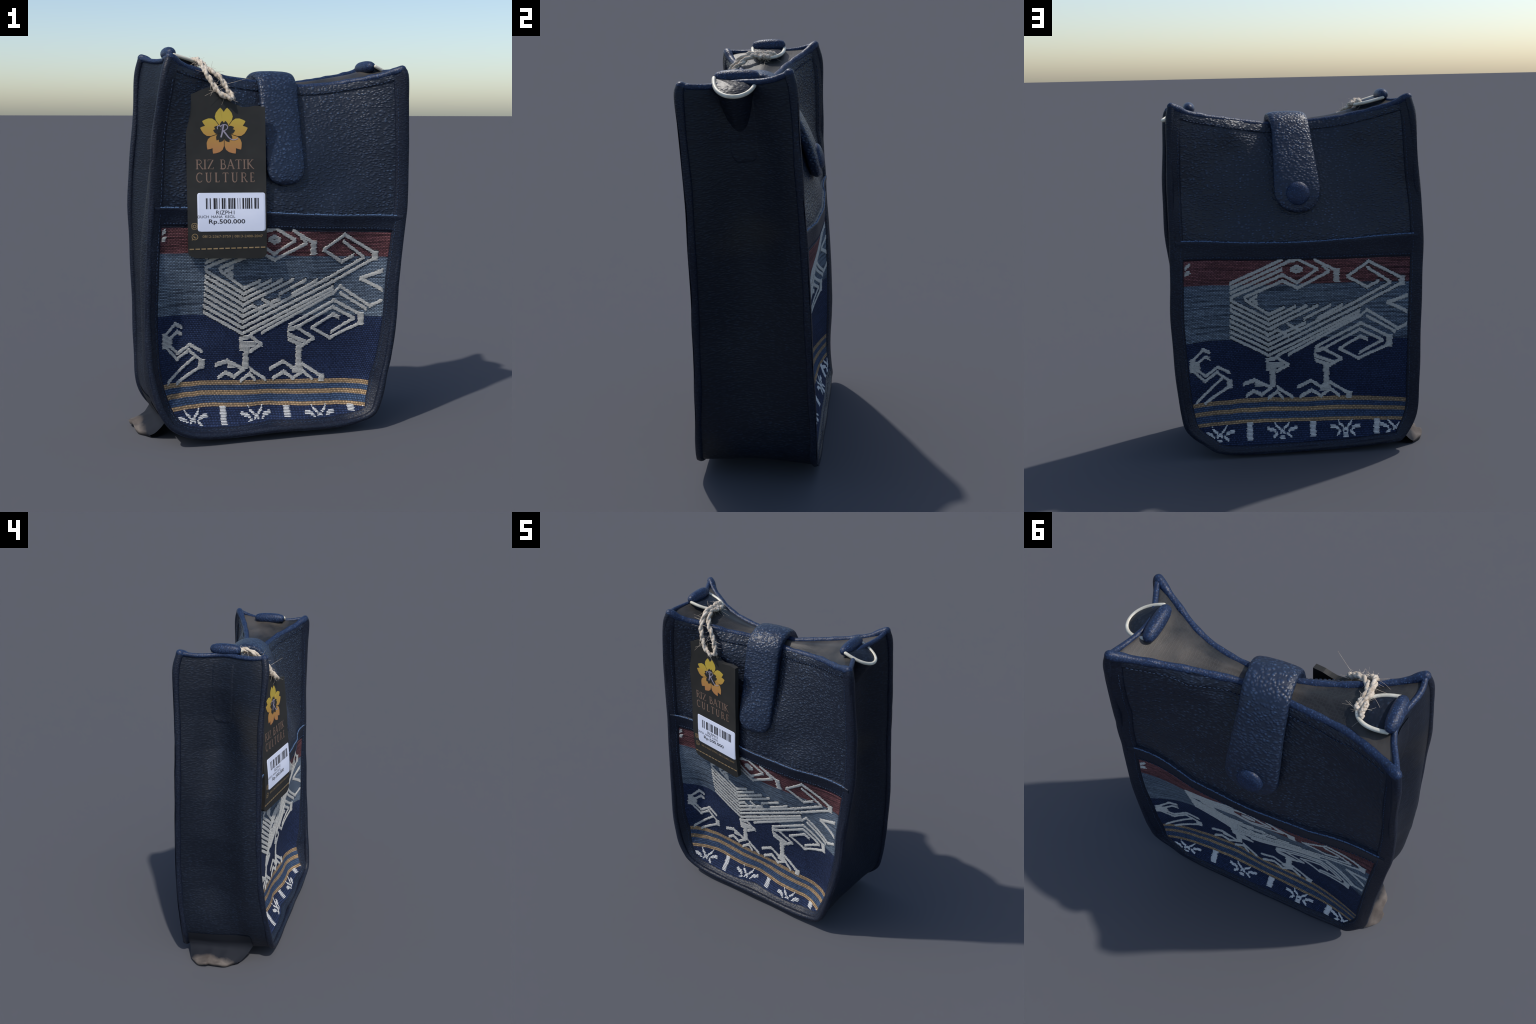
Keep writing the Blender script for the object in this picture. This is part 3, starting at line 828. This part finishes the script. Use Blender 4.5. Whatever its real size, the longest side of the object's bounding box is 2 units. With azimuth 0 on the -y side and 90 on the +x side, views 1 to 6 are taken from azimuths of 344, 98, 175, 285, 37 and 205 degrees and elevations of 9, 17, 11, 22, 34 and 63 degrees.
# card as a curved sheet with thickness: rows up the card, outline by half-width rule, notched top right
def card():
    rows, cols = 60, 40
    a = np.linspace(0, 1, cols)
    a_m = a * .392
    top = np.interp(a_m, [0, .02, .09, .132, .165, .187, .227, .283, .315, .345, .392],
                    [.775, .800, .830, .842, .825, .800, .763, .742, .744, .750, .744])
    bot = np.interp(a_m, [0, .012, .04, .36, .380, .392], [.025, .008, .0, -.006, .0, .016])
    b = np.linspace(0, 1, rows)[:, None]
    Bv = bot[None] + b * (top - bot)[None]
    Av = np.tile(a_m, (rows, 1))
    bow = .006 * np.sin(np.pi * Av / .392)
    def sheet(n): return np.array([[tag_pt(Av[i, j], Bv[i, j], n) for j in range(cols)] for i in range(rows)])
    F, K = sheet(0.0), sheet(-.026)
    V = np.vstack([F.reshape(-1, 3), K.reshape(-1, 3)]); o = rows * cols
    Fa = grid_faces(rows, cols) + grid_faces(rows, cols, flip=True, base=o)
    ring = [j for j in range(cols)] + [i * cols + cols - 1 for i in range(1, rows)] + [(rows - 1) * cols + j for j in range(cols - 2, -1, -1)] + [i * cols for i in range(rows - 2, 0, -1)]
    for p, q in zip(ring, ring[1:] + ring[:1]):
        Fa.append((p, p + o, q + o, q))
    return make_mesh("hang_tag", V, Fa, TAG_CARD, smooth=False)
tag = card()

# flower emblem
FC = (.187, .622)
def petal(ang, mat, name, scale, r0, n0):
    prof = [(r0, 0), (.30, -.20), (.50, -.345), (.66, -.39), (.82, -.345), (.96, -.235), (1.04, -.15), (.97, -.08), (.86, 0),
            (.97, .08), (1.04, .15), (.96, .235), (.82, .345), (.66, .39), (.50, .345), (.30, .20)]
    pts = []
    loop = prof + prof[:1]
    ca, sa = math.cos(ang), math.sin(ang)
    fine = []
    for (x0, y0), (x1, y1) in zip(loop[:-1], loop[1:]):
        fine.append((x0, y0))
    for x, y in fine:
        x, y = x * scale, y * scale
        pts.append((FC[0] + x * ca - y * sa, FC[1] + x * sa + y * ca))
    return flat_shape(name, pts, n0, .0015, mat, tag)
for k in range(5):
    petal(math.radians(90 + 72 * k), PETAL, "petal", .113, .0, .0)
for k in range(5):
    petal(math.radians(90 + 72 * k), TAG_CARD, "petal_heart", .052, .0, .0009)

def ribbon(poly, w0, w1=None):
    """Pen stroke polygon along a polyline with tapering width."""
    p = np.array(poly, float); w = np.linspace(w0, w1 if w1 is not None else w0, len(p)) / 2
    t = np.gradient(p, axis=0); t /= np.linalg.norm(t, axis=1, keepdims=True) + 1e-9
    n = np.stack([-t[:, 1], t[:, 0]], 1)
    L, R = p + n * w[:, None], p - n * w[:, None]
    V = np.vstack([L, R]); m = len(p)
    return V, [(i, i + 1, m + i + 1, m + i) for i in range(m - 1)]

def arc(cx, cy, rx, ry, a0, a1, k=14):
    return [(cx + rx * math.cos(math.radians(a0 + (a1 - a0) * i / (k - 1))), cy + ry * math.sin(math.radians(a0 + (a1 - a0) * i / (k - 1)))) for i in range(k)]
def serif(x, y, w=.30): return ([(x - w / 2, y), (x + w / 2, y)], .055, .055)
TK, TN = .125, .065
GLYPHS = {   # Roman capitals in a unit-high box: (width, [(polyline, start width, end width)])
    "R": (.72, [([(.14, 0), (.14, 1)], TK, TK), ([(.14, .97)] + arc(.36, .745, .24, .225, 90, -90) + [(.14, .52)], TN, TN), ([(.36, .52), (.62, .12), (.78, .0)], TN, TK), serif(.14, .03), serif(.12, .97, .24)]),
    "I": (.30, [([(.15, 0), (.15, 1)], TK, TK), serif(.15, .03), serif(.15, .97)]),
    "Z": (.70, [([(.06, .82), (.06, .97), (.64, .97), (.05, .03), (.64, .03), (.66, .2)], TN, TN), ([(.60, .95), (.08, .05)], TK, TK)]),
    "B": (.64, [([(.14, 0), (.14, 1)], TK, TK), ([(.14, .97)] + arc(.32, .755, .20, .215, 90, -90) + [(.14, .54)], TN, TN), ([(.14, .54)] + arc(.34, .285, .25, .255, 90, -90) + [(.14, .03)], TN, TK), serif(.10, .03, .2), serif(.10, .97, .2)]),
    "A": (.80, [([(.06, 0), (.40, 1.02)], TN, TN), ([(.38, 1.02), (.74, 0)], TK, TK), ([(.18, .36), (.60, .36)], TN, TN), serif(.06, .03, .24), serif(.74, .03, .26)]),
    "T": (.72, [([(.36, 0), (.36, .98)], TK, TK), ([(.02, .84), (.05, .97), (.67, .97), (.70, .84)], TN, TN), serif(.36, .03)]),
    "K": (.74, [([(.14, 0), (.14, 1)], TK, TK), ([(.16, .48), (.62, .98)], TN, TN), ([(.26, .56), (.60, .15), (.80, 0)], TK, TN), serif(.14, .03), serif(.14, .97), serif(.62, .97, .22)]),
    "C": (.76, [(arc(.44, .5, .38, .48, 42, 180), TN, TK), (arc(.44, .5, .38, .48, 180, 318), TK, TN), ([(.70, .98), (.71, .78)], TN, TN)]),
    "U": (.78, [([(.14, 1)] + arc(.39, .30, .25, .29, 180, 360) + [(.64, 1)], TK, TN), serif(.14, .97), serif(.64, .97, .24)]),
    "L": (.56, [([(.14, 0), (.14, 1)], TK, TK), ([(.10, .03), (.52, .03), (.54, .2)], TN, TN), serif(.14, .97)]),
    "E": (.56, [([(.14, 0), (.14, 1)], TK, TK), ([(.10, .97), (.48, .97), (.50, .82)], TN, TN), ([(.14, .52), (.44, .52)], TN, TN), ([(.10, .03), (.52, .03), (.54, .2)], TN, TN)]),
}
def flat_data(V, F, n):
    return np.array([tag_pt(a, b, n) for a, b in V]), F
def inscription(text, a0, a1, b0, h, space, mat):
    wid = sum(GLYPHS[c][0] if c != " " else .45 for c in text) + space * (len(text) - 1)
    sx = (a1 - a0) / wid
    x = 0; parts = []; n = .0010
    for c in text:
        if c != " ":
            for poly, w0, w1 in GLYPHS[c][1]:
                V, F = ribbon([(px * sx, py * h) for px, py in poly], w0 * h, w1 * h)
                V[:, 0] += a0 + x * sx; V[:, 1] += b0
                parts.append(flat_data(V, F, n)); n += .000018
            x += GLYPHS[c][0]
        else:
            x += .45
        x += space
    v, f = join_data(parts)
    make_mesh("lettering", v, f, mat, parent=tag, smooth=False)
inscription("RIZ BATIK", .046, .330, .441, .047, .12, COPPER)
inscription("CULTURE", .046, .334, .377, .047, .38, COPPER)

# script initial in the emblem
def script_initial():
    S = lambda pts: [(FC[0] + x * .001, FC[1] + y * .001) for x, y in pts]
    strokes = [(smooth_path(S([(-30, 10), (-33, 22), (-24, 33), (-14, 24), (-16, 12)]), 20), .004, .003),
               (smooth_path(S([(-2, 34), (-6, 15), (-10, -6), (-16, -26)]), 16), .007, .007),
               (smooth_path(S([(-20, 26), (-6, 35), (12, 34), (18, 22), (8, 10), (-6, 6)]), 22), .004, .004),
               (smooth_path(S([(-4, 7), (8, -8), (24, -28), (44, -38), (62, -34), (66, -28)]), 24), .008, .003)]
    parts = []; n = .0024
    for p, a, b in strokes:
        V, F = ribbon(p, a, b); parts.append(flat_data(V, F, n)); n += .0001
    v, f = join_data(parts); make_mesh("script_initial", v, f, LILAC, parent=tag, smooth=False)
script_initial()

def text_line(body, a, b, width, height, mat, n, name="printed_text", bold=0.0):
    cu = bpy.data.curves.new(name, "FONT"); cu.body = body; cu.size = 1.0; cu.offset = bold
    cu.resolution_u = 3
    tmp = bpy.data.objects.new("tmp", cu); bpy.context.scene.collection.objects.link(tmp)
    me = bpy.data.meshes.new_from_object(tmp.evaluated_get(bpy.context.evaluated_depsgraph_get()))
    bpy.data.objects.remove(tmp); bpy.data.curves.remove(cu)
    co = np.array([v.co[:] for v in me.vertices])
    lo, hi = co.min(0), co.max(0)
    for v in me.vertices:
        x = (v.co.x - lo[0]) / (hi[0] - lo[0]) * width; y = (v.co.y - lo[1]) / (hi[1] - lo[1]) * height
        v.co = Vector(tag_pt(a + x, b + y, n))
    me.materials.clear(); me.materials.append(mat); me.name = name
    return link(name, me, tag)

def curved_label(name, a0, b0, a1, b1, r, n, mat):
    """Rounded label that follows the bow of the card."""
    rows, cols = 30, 30
    V = []
    for i in range(rows):
        b = b0 + (b1 - b0) * (.5 - .5 * math.cos(math.pi * i / (rows - 1)))
        e = min(b - b0, b1 - b)
        ins = r - math.sqrt(max(r * r - (r - min(e, r)) ** 2, 0))
        for j in range(cols):
            V.append(tag_pt(a0 + ins + (a1 - a0 - 2 * ins) * j / (cols - 1), b, n if 0 < i < rows - 1 and 0 < j < cols - 1 else -.001))
    return make_mesh(name, V, grid_faces(rows, cols), mat, parent=tag, smooth=False)
sticker = curved_label("price_label", .045, .134, .390, .325, .012, .0020, STICKER)
# barcode: widths in modules, alternately bar and space
mods = [2, 1, 1, 3, 2, 5, 4, 1, 2, 3, 1, 4, 3, 1, 2, 1, 1, 4, 3, 1, 2, 1, 2, 1, 3, 4, 1, 3, 1, 4, 3, 2, 2, 1, 2, 1, 3, 2, 2, 4, 3, 1, 1, 1, 2]
unit = (.353 - .091) / sum(mods); x = .091
for k, wd in enumerate(mods):
    if k % 2 == 0:
        flat_shape("barcode_bar", [(x, .246), (x + wd * unit, .246), (x + wd * unit, .299), (x, .299)], .0020, .0006, INK, tag)
    x += wd * unit
text_line("RIZPH1", .141, .219, .090, .019, INK, .0026)
text_line("OUCH  HANA  KECIL", .047, .2015, .188, .0130, INK, .0026)
text_line("Rp.500.000", .104, .167, .180, .028, INK, .0026, bold=.012)
text_line("0812-2367-3759 | 0813-2400-2047", .072, .099, .300, .0165, GOLD, .0010)
# small printed icons: camera badge and speech-bubble handset
def icon(polys, n=.0010):
    parts = []
    for p, w in polys:
        V, F = ribbon(p, w); parts.append(flat_data(V, F, n)); n += .00005
    v, f = join_data(parts); make_mesh("printed_icon", v, f, GOLD, parent=tag, smooth=False)
sq = rounded_rect(.020, .147, .046, .175, .008); icon([(sq + sq[:2], .003), (arc(.033, .161, .007, .007, 0, 380), .003)])
icon([(arc(.034, .108, .0145, .0145, 0, 380, 30), .003), ([(.022, .099), (.019, .091), (.028, .095)], .0025), (smooth_path([(.028, .114), (.030, .107), (.035, .103), (.041, .103)], 10), .004)])
for k in range(13):
    a0 = .006 + k * .0297
    y = .042 + a0 * .018
    flat_shape("dash", [(a0, y), (a0 + .022, y + .0004), (a0 + .022, y + .0064), (a0, y + .006)], .0, .0012, GOLD, tag)

# ------------------------------------------------------------------ scrap of tan residue at the foot of the left side
def residue():
    """Ragged tan flare running out of the foot of the left wall."""
    n = 64
    t = np.linspace(.22, .93, n)
    zs = np.interp(np.array([.22, .16, .11]), FE[:NS // 2, 2][::-1], sidx[:NS // 2][::-1])
    wall = [gusset(np.full(n, q), t, .004) for q in zs]
    rim = smooth_path([(-.640, -.085, .015), (-.668, -.050, .022), (-.697, -.015, .030), (-.709, .015, .032), (-.707, .050, .030), (-.711, .085, .034),
                       (-.726, .105, .036), (-.716, .155, .030), (-.690, .185, .022), (-.655, .215, .012)], n)
    rim[:, 2] += .006 * np.sin(np.linspace(0, 19, n)) * np.sin(np.linspace(0, 7, n))
    base = wall[-1]
    rows = list(wall)
    for k in (.25, .5, .7, .85, .95, 1.0):
        p = base * (1 - k) + rim * k
        p[:, 2] = base[:, 2] * (1 - k) ** 1.6 + rim[:, 2] * (1 - (1 - k) ** 1.6) + .010 * k * (1 - k)
        rows.append(p)
    under = rim.copy(); under[:, 0] += .008; under[:, 2] = np.maximum(rim[:, 2] - .022, .001)
    foot = rim.copy(); foot[:, 0] += .04; foot[:, 2] = .0005
    tuck = foot.copy(); tuck[:, 0] = -.56; tuck[:, 1] = .07 + (foot[:, 1] - .07) * .9; tuck[:, 2] = .012
    rows += [under, foot, tuck]
    grid_obj("residue_scrap", np.array(rows), RESIDUE, flip=False)
residue()
